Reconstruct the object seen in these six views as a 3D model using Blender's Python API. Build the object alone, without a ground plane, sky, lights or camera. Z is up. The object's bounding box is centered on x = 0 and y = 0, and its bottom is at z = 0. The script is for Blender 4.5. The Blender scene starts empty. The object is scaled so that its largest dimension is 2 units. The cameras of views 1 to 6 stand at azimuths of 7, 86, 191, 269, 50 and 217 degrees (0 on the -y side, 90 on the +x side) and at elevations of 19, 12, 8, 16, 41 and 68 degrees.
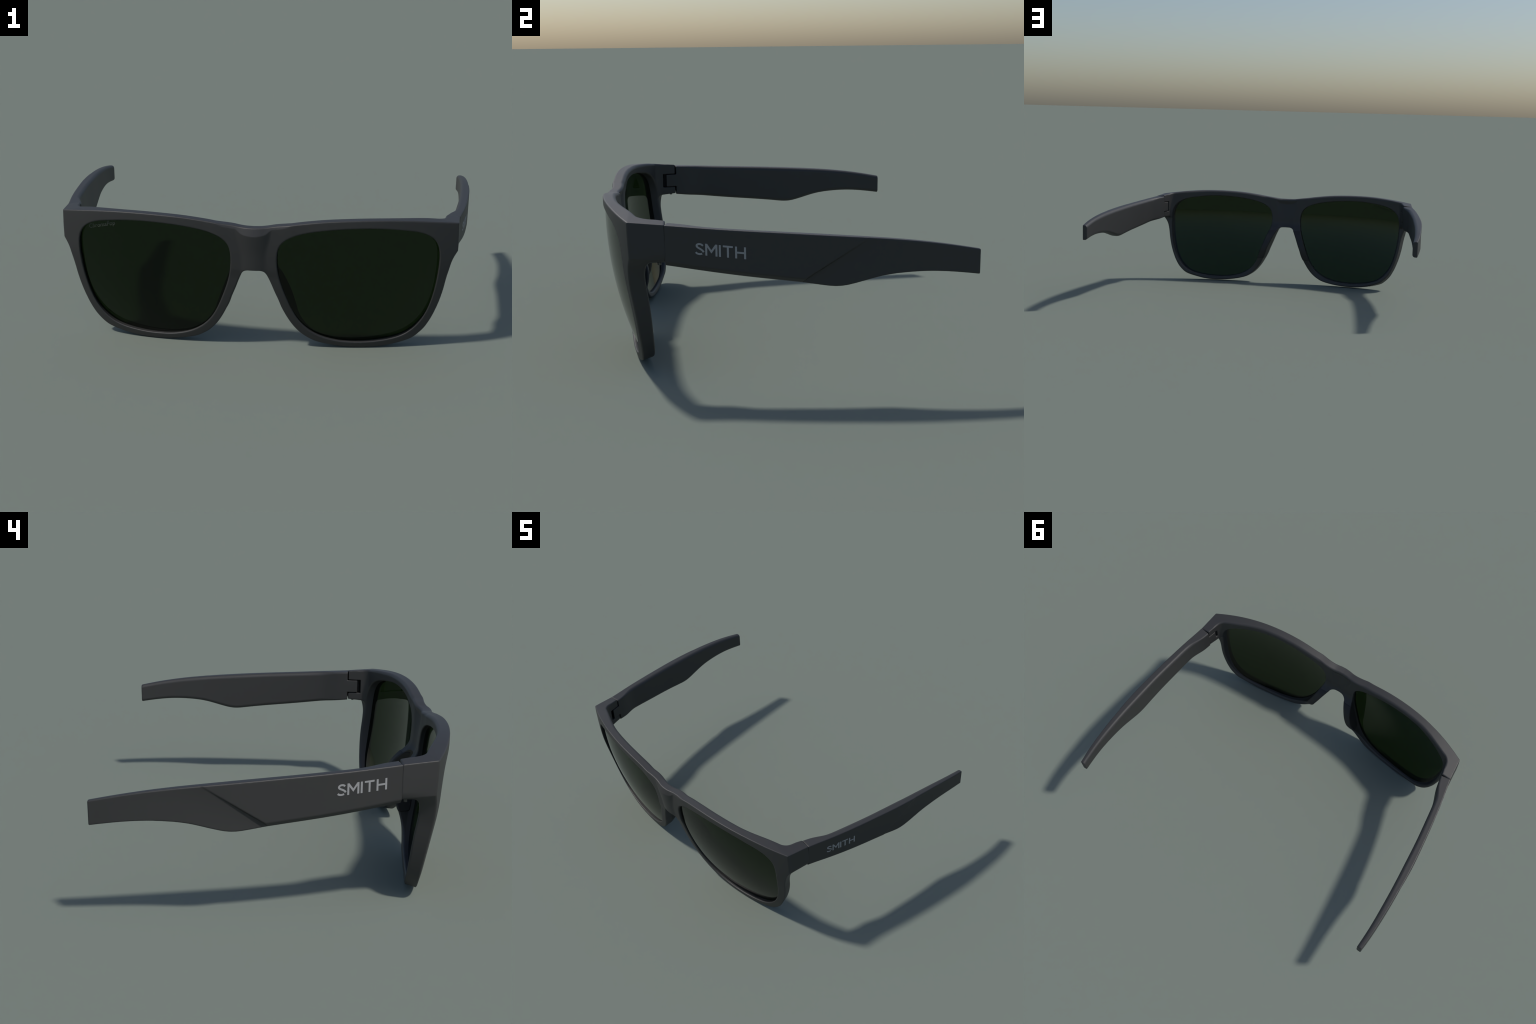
"""Wayfarer-style sunglasses: moulded matt charcoal frame, dark green lenses.
The moulded parts are described as rounded CSG solids (profiles, depth laws,
fillet radii), polygonised once, and given procedural materials."""
import bpy, math
import numpy as np

# ------------------------------------------------------------------ helpers
def spline(px, py):
    """natural cubic spline through control points, linear outside"""
    x = np.asarray(px, float); y = np.asarray(py, float); n = len(x)
    h = np.diff(x); A = np.eye(n); r = np.zeros(n)
    for i in range(1, n - 1):
        A[i, i - 1:i + 2] = h[i - 1], 2 * (h[i - 1] + h[i]), h[i]
        r[i] = 6 * ((y[i + 1] - y[i]) / h[i] - (y[i] - y[i - 1]) / h[i - 1])
    m = np.linalg.solve(A, r)
    def f(t):
        t = np.asarray(t, float); tc = np.clip(t, x[0], x[-1])
        i = np.clip(np.searchsorted(x, tc) - 1, 0, n - 2)
        a = x[i + 1] - tc; b = tc - x[i]; k = h[i]
        v = (m[i] * a**3 + m[i + 1] * b**3) / (6 * k) + (y[i] / k - m[i] * k / 6) * a + (y[i + 1] / k - m[i + 1] * k / 6) * b
        s0 = (y[1] - y[0]) / h[0] - h[0] * m[1] / 6; s1 = (y[-1] - y[-2]) / h[-1] + h[-1] * m[-2] / 6
        return v + np.minimum(t - x[0], 0) * s0 + np.maximum(t - x[-1], 0) * s1
    return f

def sstep(a, b, t):
    t = np.clip((t - a) / (b - a), 0, 1)
    return t * t * (3 - 2 * t)

def rmax(a, b, r):                      # intersection with a round edge
    return np.minimum(np.maximum(a, b), -r) + np.hypot(np.maximum(a + r, 0), np.maximum(b + r, 0))

def rmin(a, b, r):                      # union with a round fillet
    return np.maximum(np.minimum(a, b), r) - np.hypot(np.maximum(r - a, 0), np.maximum(r - b, 0))

def curve_through(pts, n=10):
    """open Catmull-Rom (centripetal-ish) curve through pts"""
    p = np.array(pts, float); out = []
    q = np.vstack([2 * p[0] - p[1], p, 2 * p[-1] - p[-2]])
    for i in range(1, len(q) - 2):
        a, b, c, d = q[i - 1:i + 3]
        ta = np.linalg.norm(b - a)**.5; tb = np.linalg.norm(c - b)**.5; tc = np.linalg.norm(d - c)**.5
        m1 = (c - b) + tb * ((b - a) / ta - (c - a) / (ta + tb))
        m2 = (c - b) + tb * ((d - c) / tc - (d - b) / (tb + tc))
        t = np.linspace(0, 1, n, endpoint=False)[:, None]
        out.append((2*t**3-3*t**2+1)*b + (t**3-2*t**2+t)*m1 + (-2*t**3+3*t**2)*c + (t**3-t**2)*m2)
    return np.vstack(out + [p[-1:]])

def smooth_closed(poly, it, keep=None):
    p = poly.copy()
    for _ in range(it):
        q = .5 * p + .25 * (np.roll(p, 1, 0) + np.roll(p, -1, 0))
        if keep is not None: q[keep] = p[keep]
        p = q
    return p

def resample(poly, n, closed=True):
    p = np.vstack([poly, poly[:1]]) if closed else poly
    s = np.r_[0, np.cumsum(np.linalg.norm(np.diff(p, axis=0), axis=1))]
    t = np.linspace(0, s[-1], n, endpoint=not closed)
    return np.stack([np.interp(t, s, p[:, 0]), np.interp(t, s, p[:, 1])], 1)

class Contour:
    """signed distance to a closed 2D contour, tabulated on a fine grid"""
    def __init__(self, poly, x0, x1, z0, z1, h=.003):
        self.x0, self.z0, self.h = x0, z0, h
        gx = np.arange(x0, x1 + h, h); gz = np.arange(z0, z1 + h, h)
        G = np.stack(np.meshgrid(gx, gz, indexing='ij'), -1).reshape(-1, 2)
        a = poly; b = np.roll(poly, -1, 0); best = np.full(len(G), 1e9); ins = np.zeros(len(G), bool)
        for p, q in zip(a, b):
            e = q - p; w = G - p
            t = np.clip((w @ e) / max(e @ e, 1e-12), 0, 1)
            d = w - t[:, None] * e
            np.minimum(best, d[:, 0]**2 + d[:, 1]**2, out=best)
            if p[1] != q[1]:
                c = (p[1] > G[:, 1]) != (q[1] > G[:, 1])
                ins ^= c & (G[:, 0] < (q[0] - p[0]) * (G[:, 1] - p[1]) / (q[1] - p[1]) + p[0])
        self.T = (np.sqrt(best) * np.where(ins, -1, 1)).reshape(len(gx), len(gz))
    def __call__(self, x, z):
        u = np.clip((x - self.x0) / self.h, 0, self.T.shape[0] - 1.001); v = np.clip((z - self.z0) / self.h, 0, self.T.shape[1] - 1.001)
        i = u.astype(int); j = v.astype(int); u = u - i; v = v - j; T = self.T
        return (T[i, j] * (1 - u) + T[i + 1, j] * u) * (1 - v) + (T[i, j + 1] * (1 - u) + T[i + 1, j + 1] * u) * v

def polygonise(field, lo, hi, h, mirror=False):
    """dual surface of field = 0 with vertices pulled onto the exact surface"""
    lo = np.array(lo, float); n = [int(math.ceil((b - a) / h)) + 1 for a, b in zip(lo, hi)]
    ax = [lo[i] + h * np.arange(n[i]) for i in range(3)]
    if mirror: ax[0] = h * (np.arange(n[0]) + .5)
    f = np.broadcast_to(field(ax[0][:, None, None], ax[1][None, :, None], ax[2][None, None, :]), n).astype(np.float32)
    if mirror:
        f = np.concatenate([f[::-1], f]); ax[0] = np.r_[-ax[0][::-1], ax[0]]
    s = f < 0; N = np.array(s.shape)
    c = np.zeros(N - 1, np.int8)
    for i in (0, 1):
        for j in (0, 1):
            for k in (0, 1): c += s[i:N[0]-1+i, j:N[1]-1+j, k:N[2]-1+k]
    act = (c > 0) & (c < 8); idx = np.full(act.shape, -1, np.int64); cells = np.argwhere(act); idx[act] = np.arange(len(cells))
    acc = np.zeros((len(cells), 3)); cnt = np.zeros(len(cells))
    I, J, K = cells.T
    for axis in range(3):
        o = [a for a in range(3) if a != axis]
        for da in (0, 1):
            for db in (0, 1):
                off = np.zeros(3, int); off[o[0]] = da; off[o[1]] = db
                off2 = off.copy(); off2[axis] = 1
                fa = f[I+off[0], J+off[1], K+off[2]]; fb = f[I+off2[0], J+off2[1], K+off2[2]]
                m = (fa < 0) != (fb < 0)
                t = fa[m] / (fa[m] - fb[m]); p = np.tile(off.astype(float), (m.sum(), 1)); p[:, axis] = t
                acc[m] += p; cnt[m] += 1
    P = np.stack([ax[i][cells[:, i]] for i in range(3)], 1) + h * acc / cnt[:, None]
    quads = []
    for axis in range(3):
        o = [(axis + 1) % 3, (axis + 2) % 3]
        sl0 = [slice(None)] * 3; sl1 = [slice(None)] * 3
        sl0[axis] = slice(0, -1); sl1[axis] = slice(1, None)
        for q in o: sl0[q] = slice(1, -1); sl1[q] = slice(1, -1)
        a = s[tuple(sl0)]; b = s[tuple(sl1)]
        e = np.argwhere(a != b); inside = a[a != b]
        base = e.copy(); base[:, o[0]] += 1; base[:, o[1]] += 1
        cs = []
        for da, db in ((0, 0), (-1, 0), (-1, -1), (0, -1)):
            g = base.copy(); g[:, o[0]] += da; g[:, o[1]] += db
            cs.append(idx[g[:, 0], g[:, 1], g[:, 2]])
        q = np.stack(cs, 1); q[~inside] = q[~inside][:, ::-1]
        quads.append(q)
    Q = np.vstack(quads)
    def ev(p): return field(np.abs(p[:, 0]) if mirror else p[:, 0], p[:, 1], p[:, 2])
    def grad(p, e=h * .25):
        g = np.empty_like(p)
        for k in range(3):
            d = np.zeros(3); d[k] = e
            g[:, k] = (ev(p + d) - ev(p - d)) / (2 * e)
        return g
    start = P.copy()
    for _ in range(4):
        v = ev(P); g = grad(P)
        step = -(v / np.maximum((g * g).sum(1), .3))[:, None] * g
        L = np.linalg.norm(step, axis=1, keepdims=True); step *= np.minimum(1, .4 * h / np.maximum(L, 1e-9))
        P = P + step
    return P, Q

def make_mesh(name, verts, faces, mat, parent, smooth=True):
    me = bpy.data.meshes.new(name)
    verts = np.asarray(verts, float); faces = np.asarray(faces)
    me.from_pydata(verts.tolist(), [], faces.tolist())
    me.update()
    me.materials.append(mat)
    if smooth: me.polygons.foreach_set('use_smooth', [True] * len(me.polygons))
    ob = bpy.data.objects.new(name, me)
    bpy.context.scene.collection.objects.link(ob)
    ob.parent = parent
    return ob

# ---------------------------------------------------------------- materials
def plastic(name, col, rough, grain=.25):
    m = bpy.data.materials.new(name); m.use_nodes = True
    nt = m.node_tree; b = nt.nodes['Principled BSDF']
    tc = nt.nodes.new('ShaderNodeTexCoord')
    no = nt.nodes.new('ShaderNodeTexNoise'); no.inputs['Scale'].default_value = 420; no.inputs['Detail'].default_value = 3
    nt.links.new(tc.outputs['Object'], no.inputs['Vector'])
    mp = nt.nodes.new('ShaderNodeMapRange'); mp.inputs['To Min'].default_value = rough - .04; mp.inputs['To Max'].default_value = rough + .04
    nt.links.new(no.outputs['Fac'], mp.inputs['Value']); nt.links.new(mp.outputs['Result'], b.inputs['Roughness'])
    mx = nt.nodes.new('ShaderNodeMix'); mx.data_type = 'RGBA'
    mx.inputs['A'].default_value = (*[c * .97 for c in col], 1); mx.inputs['B'].default_value = (*[c * 1.03 for c in col], 1)
    nt.links.new(no.outputs['Fac'], mx.inputs['Factor']); nt.links.new(mx.outputs['Result'], b.inputs['Base Color'])
    bu = nt.nodes.new('ShaderNodeBump'); bu.inputs['Strength'].default_value = grain * .1; bu.inputs['Distance'].default_value = .001
    nt.links.new(no.outputs['Fac'], bu.inputs['Height']); nt.links.new(bu.outputs['Normal'], b.inputs['Normal'])
    return m

def tinted_lens(name):
    m = bpy.data.materials.new(name); m.use_nodes = True
    b = m.node_tree.nodes['Principled BSDF']
    b.inputs['Base Color'].default_value = LENS_TINT
    b.inputs['Roughness'].default_value = .03
    b.inputs['IOR'].default_value = 1.33
    b.inputs['Transmission Weight'].default_value = 1.0
    return m

LENS_TINT = (.017, .033, .011, 1)
frame_mat = plastic('matt_charcoal_plastic', (.033, .0325, .0325), .52)
pad_mat = plastic('soft_nose_rubber', (.018, .018, .019), .6)
logo_mat = plastic('grey_print', (.32, .32, .325), .5, .1)
etch_mat = plastic('faint_lens_etching', (.055, .060, .052), .4, .1)
screw_mat = plastic('hinge_screw_metal', (.10, .10, .10), .35, .1)
screw_mat.node_tree.nodes['Principled BSDF'].inputs['Metallic'].default_value = .9
lens_mat = tinted_lens('dark_green_lens')

# ----------------------------------------------------- shared depth laws
def top_height(x):                       # only used for the bridge chamfer
    return TOPZ(np.abs(x))
TOPZ = spline([0, .05, .1, .15, .2, .3], [.5855, .587, .594, .600, .6075, .620])

def wrap(x, z):                          # y of the front surface of rim and lens
    return -.668 + .3525 * np.maximum(np.abs(x) - .22, 0)**2.36 + .255 * np.maximum(.62 - z, 0)**1.906

def rim_y(x, z):
    x = np.abs(x)
    return wrap(x, z) - .0035 * sstep(.45, .6, z) * sstep(.10, .18, x) - .009 * np.exp(-((z - .42) / .13)**2) * sstep(.58, .80, x) - .0045 * (1 - sstep(.12, .22, x)) * sstep(.34, .40, z)

hump_crest = spline([.36, .39, .47, .55, .60], [-.661, -.666, -.676, -.689, -.695])
brow_edge = spline([0, .03, .055, .085, .115, .15, .2, .3], [-.679, -.6768, -.6720, -.6687, -.6690, -.6722, -.680, -.695])   # top front edge dips beside the hump
def front_y(x, z):
    """rim front, with the keyhole bridge: a rounded hump between the rims and a chamfer along its top"""
    x = np.abs(x); base = rim_y(x, z)
    hump = hump_crest(z) + 3.6 * x * x
    k = .004; e = np.clip(.5 + .5 * (base - hump) / k, 0, 1)
    br = base + (hump - base) * e - k * e * (1 - e)
    chamfer = brow_edge(x) - .30 * (top_height(x) - z)
    y = np.maximum(br, chamfer)
    return base + (y - base) * sstep(.34, .37, z)

nose_depth = spline([.06, .10, .15, .20, .25, .29, .33, .37, .40, .45], [.05, .056, .075, .101, .117, .115, .103, .077, .056, .05])
def thickness(x, z):
    t = .052 + (nose_depth(np.clip(z, .06, .45)) - .05) * (1 - sstep(.20, .30, np.abs(x)))
    side = sstep(.55, .78, np.abs(x))
    return t - .002 * (1 - sstep(.05, .12, np.abs(x))) + side * (.006 + .010 * sstep(.1, .35, z))

# -------------------------------------------------------- frame contours
top_edge = [(0, .5855), (.05, .587), (.1, .594), (.15, .600), (.2, .6075), (.3, .620), (.4, .6265), (.5, .629), (.6, .6275), (.7, .6210), (.8, .610), (.877, .600)]
end_edge = [(.877, .600), (.8795, .536), (.880, .473)]
rim_edge = [(.880, .473), (.866, .447), (.856, .422), (.8475, .388), (.838, .348), (.827, .289), (.813, .233), (.796, .183), (.776, .136), (.748, .089), (.704, .045), (.669, .029), (.628, .017), (.577, .007), (.525, .002), (.47, .0005), (.41, .003), (.359, .009), (.307, .019), (.268, .031), (.229, .053), (.203, .074), (.177, .103), (.152, .141), (.121, .203), (.107, .242), (.090, .284), (.075, .324), (.061, .357), (.0545, .370), (.045, .3815), (.031, .3875), (0, .389)]
top_edge = [(a, b + .0015) for a, b in top_edge]; end_edge[0] = top_edge[-1]
half = np.vstack([curve_through(top_edge, 6)[:-1], curve_through(end_edge, 4)[:-1], curve_through(rim_edge, 6)])
outline_poly = np.vstack([half, (half * [-1, 1])[::-1][1:-1]])
opening_pts = [(.496, .5945), (.42, .592), (.35, .587), (.28, .578), (.215, .565), (.165, .548), (.135, .531), (.116, .512), (.106, .490), (.102, .462), (.1015, .425), (.105, .385), (.113, .343), (.125, .303), (.143, .253), (.162, .208), (.183, .169), (.204, .138), (.231, .109), (.257, .088), (.295, .066), (.335, .052), (.385, .041), (.44, .0375), (.495, .0375), (.55, .0425), (.605, .052), (.657, .069), (.690, .092), (.716, .118), (.737, .147), (.757, .183), (.772, .222), (.784, .267), (.793, .318), (.799, .372), (.802, .425), (.801, .465), (.796, .495), (.785, .521), (.765, .544), (.737, .561), (.70, .5735), (.65, .5815), (.58, .590)]
open_poly = resample(curve_through(opening_pts + opening_pts[:1], 8)[:-1], 220)
open_poly = smooth_closed(open_poly, 6)
out_n = np.roll(open_poly, -1, 0) - np.roll(open_poly, 1, 0)
out_n = np.stack([-out_n[:, 1], out_n[:, 0]], 1) / np.linalg.norm(out_n, axis=1, keepdims=True)
if ((open_poly - [.455, .325]) * out_n).sum() < 0: out_n = -out_n
open_poly = open_poly + out_n * (.0075 * (1 - sstep(.06, .26, open_poly[:, 1])))[:, None]   # the sill is thinner than the brow
OUT = Contour(outline_poly, -.06, .97, -.04, .68)
OPEN = Contour(open_poly, -.06, .97, -.04, .68)

SEAM_Y = -.4085
def frame_field(X, Y, Z):
    F = front_y(X, Z)
    slope = np.sqrt(1 + (.832 * np.maximum(X - .22, 0)**1.36)**2 + (.486 * np.maximum(.62 - Z, 0)**.906)**2)
    front = (F - Y) / slope
    back = (Y - (F + thickness(X, Z))) / slope
    aft = np.maximum(Y + .54, 0)
    w = sstep(.62, .80, X)
    flare = .17 * np.maximum(Y - (F + .045), 0) * (1 - sstep(.20, .32, X))   # nose flange leans outward
    Xs = X - .115 * aft * w - flare; Zs = Z + .076 * aft * w
    lean = .40 * sstep(.50, .76, X) * (1 - sstep(.38, .49, Z)) + .10 * (1 - sstep(.05, .2, Z)) * (1 - sstep(.50, .76, X))
    outer = (OUT(Xs, Zs) + lean * np.maximum(Y - F - .004, 0)) / np.sqrt(1 + lean**2)   # rim walls draw in towards the back
    hole = -OPEN(Xs, Z + 0 * Y)
    # end block carrying the hinge
    inner = (.812 + .26 * (Y + .50) - X) / 1.033
    under = .446 + .30 * (X - .835) - Z
    block = rmax(rmax(inner, under, .008), Y - SEAM_Y, .0006)
    rear = rmin(back, block, .018)
    d = rmax(outer, front, .0042)
    d = rmax(d, rear, .008 + .008 * sstep(.45, .58, Z) * (1 - .6 * w) - .005 * w * sstep(-.47, -.44, Y))
    d = rmax(d, hole, .006)
    slot = np.maximum(np.maximum(X - .868, np.abs(Z - .5165) - .0345), np.maximum(-.470 - Y, Y + .38))
    return np.maximum(d, -slot)

# --------------------------------------------------------------- temples
arm_outer = spline([-.54, -.41, -.3, -.2, -.1, 0, .1, .2, .3, .4, .5, .6, .69], [.877, .8935, .916, .935, .951, .965, .978, .988, .9945, .9985, 1.0002, .999, .9935])
arm_inner = spline([-.46, -.41, -.36, -.32, -.285, -.24, -.166, 0, .148, .29, .43, .58, .69], [.820, .832, .845, .860, .873, .884, .896, .920, .936, .950, .960, .9665, .965])
arm_top = spline([-.41, -.3, -.2, -.1, 0, .1, .2, .3, .4, .5, .6, .69], [.5895, .5825, .5765, .571, .566, .5605, .5545, .548, .5405, .5305, .5165, .5005])
arm_low = spline([-.41, -.28, -.15, -.033, .046, .11, .15, .185, .215, .25, .284, .344, .404, .484, .532, .605, .695], [.446, .429, .413, .4005, .392, .3825, .376, .373, .3755, .3835, .393, .409, .418, .4225, .422, .4165, .405])

def arm_field(X, Y, Z):
    xo = arm_outer(Y); zt = arm_top(Y) + .0018 - .002 * sstep(.3, .69, Y); zb = arm_low(Y) - .001 + .005 * sstep(.02, .20, Y) + .001 * sstep(.3, .69, Y)
    # raised side panel ends on a slanting line; behind it the tip is hollowed back
    t = (Z - .411) / .133
    q = (Y - (.083 + .201 * t)) * .55
    hollow = (.0016 + .0115 * np.clip(1 - t, 0, 1.3)) * sstep(0, .008, q) * np.exp(-(np.maximum(q, 0) / .11)**1.5)
    outer = X - (xo - hollow)
    A = rmax(outer, Z - zt, .0045)
    cham = ((X - xo) + .9 * (zb + .017 - Z)) / 1.345 - .014 * sstep(.07, .19, Y)
    A = rmax(A, cham, .003)
    A = rmax(A, zb - Z, .004)
    r = .008 + .010 * sstep(-.36, -.26, Y) - .002 * sstep(.4, .69, Y)
    A = rmax(A, (arm_inner(Y) - X) / 1.01, r)
    A = rmax(A, -.4104 + .14 * (.89 - X) - Y, .0006)
    A = rmax(A, Y - .6905, .005)
    tongue = np.maximum(np.maximum(arm_inner(Y) - X, X - .866), np.maximum(np.abs(Z - .5165) - .031, np.maximum(-.453 - Y, Y + .38)))
    return np.minimum(A, tongue)

# ------------------------------------------------------------------ build
root = bpy.data.objects.new('sunglasses', None)
bpy.context.scene.collection.objects.link(root)
root['label'] = 'matt charcoal square sunglasses with dark green lenses'
root['category'] = 'sunglasses'

H = .0028
P, Q = polygonise(frame_field, (0, -.70, -.012), (.912, -.396, .642), H, mirror=True)
lift = -P[:, 2].min()
make_mesh('front_frame', P, Q, frame_mat, root)

AP, AQ = polygonise(arm_field, (.80, -.465, .362), (1.008, .700, .600), .0028)
arms = []
for sgn in (1, -1):
    V = AP * [sgn, 1, 1]; Fq = AQ if sgn > 0 else AQ[:, ::-1]
    arms.append(make_mesh('temple_arm', V, Fq, frame_mat, root))

# nose pads: soft inserts lying a few mm proud on the nose flanges
def pad_field(X, Y, Z):
    d = frame_field(X, Y, Z) - .0025
    F = wrap(X, Z)
    zone = rmax(rmax(Z - (.372 - .10 * (Y - F - .05)), .172 - Z, .012), F + .040 - Y, .010)
    return rmax(d, np.maximum(zone, X - .26), .003)
NP, NQ = polygonise(pad_field, (.04, -.66, .15), (.27, -.47, .40), .0028)
for sgn in (1, -1):
    make_mesh('nose_pad', NP * [sgn, 1, 1], NQ if sgn > 0 else NQ[:, ::-1], pad_mat, root)

# lenses: curved shells seated in the rim groove
LENS_R, LENS_THICK = 1.37, .017
def lens_y(x, z):                        # spherical lens
    return -.6648 + LENS_R - np.sqrt(LENS_R**2 - (np.abs(x) - .270)**2 - (z - .560)**2)
centre = np.array([.455, .325]); NR = 48
nrm = np.roll(open_poly, -1, 0) - np.roll(open_poly, 1, 0)
nrm = np.stack([nrm[:, 1], -nrm[:, 0]], 1); nrm /= np.linalg.norm(nrm, axis=1, keepdims=True)
if ((open_poly - centre) * nrm).sum() < 0: nrm = -nrm
seat = open_poly + nrm * .006
verts = []; NS = len(seat)
for layer in (0, LENS_THICK):
    verts.append([centre[0], lens_y(*centre) + layer, centre[1]])
    for i in range(1, NR + 1):
        p = centre + (seat - centre) * (i / NR)
        verts += np.stack([p[:, 0], lens_y(p[:, 0], p[:, 1]) + layer, p[:, 1]], 1).tolist()
half_n = 1 + NR * NS; faces = []
ring = lambda l, i, j: l * half_n + 1 + (i - 1) * NS + j % NS
tris = []
for l in (0, 1):
    for j in range(NS):
        t = [l * half_n, ring(l, 1, j), ring(l, 1, j + 1)]; tris.append(t if l else t[::-1])
        for i in range(1, NR):
            q = [ring(l, i, j), ring(l, i + 1, j), ring(l, i + 1, j + 1), ring(l, i, j + 1)]; faces.append(q if l else q[::-1])
for j in range(NS): faces.append([ring(0, NR, j), ring(0, NR, j + 1), ring(1, NR, j + 1), ring(1, NR, j)])
import bmesh
def lens_object(sgn):
    me = bpy.data.meshes.new('lens')
    me.from_pydata([[sgn * a, b, c] for a, b, c in verts], [], [list(f) for f in faces + tris])
    bm = bmesh.new(); bm.from_mesh(me); bmesh.ops.recalc_face_normals(bm, faces=bm.faces); bm.to_mesh(me); bm.free()
    me.polygons.foreach_set('use_smooth', [True] * len(me.polygons)); me.materials.append(lens_mat)
    me.set_sharp_from_angle(angle=math.radians(40))
    ob = bpy.data.objects.new('lens', me); bpy.context.scene.collection.objects.link(ob); ob.parent = root
    return ob
lenses = [lens_object(1), lens_object(-1)]

# hinge screws under the end blocks
for sgn in (1, -1):
    bm = bmesh.new()
    bmesh.ops.create_cone(bm, cap_ends=True, segments=20, radius1=.0065, radius2=.0065, depth=.010)
    bmesh.ops.translate(bm, verts=bm.verts, vec=(sgn * .850, -.432, .4465))
    me = bpy.data.meshes.new('hinge_screw'); bm.to_mesh(me); bm.free(); me.materials.append(screw_mat)
    ob = bpy.data.objects.new('hinge_screw', me); bpy.context.scene.collection.objects.link(ob); ob.parent = root

# ------------------------------------------------------------- lettering
def stroke(path, w):
    """ribbon of width w along a 2D path with mitred joints -> list of left/right points"""
    p = np.array(path, float); d = np.diff(p, axis=0); d /= np.linalg.norm(d, axis=1, keepdims=True)
    n = np.stack([-d[:, 1], d[:, 0]], 1); L = []; R = []
    for i in range(len(p)):
        if i == 0: m = n[0]
        elif i == len(p) - 1: m = n[-1]
        else:
            m = n[i - 1] + n[i]; m = m / (m @ n[i])
        L.append(p[i] + m * w / 2); R.append(p[i] - m * w / 2)
    return np.array(L), np.array(R)

SW = .155
S_top = curve_through([(.60, .80), (.50, .885), (.36, .925), (.22, .90), (.125, .82), (.12, .71), (.20, .62), (.33, .545), (.47, .465), (.585, .375), (.655, .26)], 6)
S_low = curve_through([(.03, .20), (.13, .115), (.28, .075), (.42, .085), (.53, .13)], 6)
word_strokes = [(0, S_top), (0, S_low),
    (.86, [(0, 0), (0, 1)]), (.86, [(.80, 0), (.80, 1)]), (.86, [(.02, .95), (.40, .36), (.78, .95)]),
    (1.93, [(0, 0), (0, 1)]),
    (2.17, [(0, .925), (.78, .925)]), (2.17, [(.39, 0), (.39, .846)]),
    (3.20, [(0, 0), (0, 1)]), (3.20, [(.70, 0), (.70, 1)]), (3.20, [(.079, .5), (.621, .5)])]
WORD_W = 3.98

def lettering_on_arm(arm, sgn, y_from, y_to, z_low, z_low_to, height):
    V = []; Fc = []
    for layer, (ox, path) in enumerate(word_strokes):
        pts = np.array(path, float)
        fine = [pts[0]]
        for a, b in zip(pts[:-1], pts[1:]):
            k = max(1, int(np.linalg.norm(b - a) / .25)); fine += [a + (b - a) * i / k for i in range(1, k + 1)]
        L, R = stroke(fine, SW)
        st = len(V)
        for dep in (.0005 + .00008 * layer, -.002):
            for a, b in zip(L, R):
                for q in (a, b):
                    s = (q[0] + ox + SW / 2) / (WORD_W + SW * .5)
                    y = y_from + (y_to - y_from) * s; z = z_low + (z_low_to - z_low) * s + q[1] * height
                    V.append([sgn * (arm_outer(y) + dep), y, z])
        n = len(L); o = st + 2 * n
        for i in range(n - 1):
            a = st + 2 * i; c = o + 2 * i
            Fc += [[a, a + 2, a + 3, a + 1], [c, c + 1, c + 3, c + 2], [a, c, c + 2, a + 2], [a + 1, a + 3, c + 3, c + 1]]
        Fc += [[st, st + 1, o + 1, o], [st + 2*n - 2, o + 2*n - 2, o + 2*n - 1, st + 2*n - 1]]
    ob = make_mesh('brand_lettering', V, Fc, logo_mat, arm, smooth=False)
    bm = bmesh.new(); bm.from_mesh(ob.data); bmesh.ops.recalc_face_normals(bm, faces=bm.faces); bm.to_mesh(ob.data); bm.free()

lettering_on_arm(arms[0], 1, -.307, -.128, .490, .475, .042)
lettering_on_arm(arms[1], -1, -.172, -.354, .492, .506, .042)

# faint etched word in the upper outer corner of one lens (built-in font)
cu = bpy.data.curves.new('lens_lettering', 'FONT'); cu.body = 'ChromaPop'; cu.size = 1.0; cu.resolution_u = 3
tmp = bpy.data.objects.new('lens_lettering_curve', cu); bpy.context.scene.collection.objects.link(tmp)
bpy.context.view_layer.update()
tm = bpy.data.meshes.new_from_object(tmp.evaluated_get(bpy.context.evaluated_depsgraph_get()))
bpy.data.objects.remove(tmp)
co = np.array([v.co[:2] for v in tm.vertices]); wid = np.ptp(co[:, 0]); co[:, 0] -= co[:, 0].min()
k = .130 / wid
tx = -.748 + co[:, 0] * k; tz = .5315 + co[:, 1] * k * 1.05 + co[:, 0] * k * .25
tf = [list(p.vertices) for p in tm.polygons]
ty = lens_y(tx, tz) - .0010
make_mesh('lens_lettering', np.stack([tx, ty, tz], 1), tf, etch_mat, lenses[1], smooth=False) if len(set(map(len, tf))) == 1 else None
if len(set(map(len, tf))) > 1:
    me = bpy.data.meshes.new('lens_lettering'); me.from_pydata(np.stack([tx, ty, tz], 1).tolist(), [], tf); me.materials.append(etch_mat)
    ob = bpy.data.objects.new('lens_lettering', me); bpy.context.scene.collection.objects.link(ob); ob.parent = lenses[1]
bpy.data.meshes.remove(tm)

# stand exactly on the ground
for ob in bpy.context.scene.objects:
    if ob.type == 'MESH':
        ob.data.transform(__import__('mathutils').Matrix.Translation((0, 0, lift)))
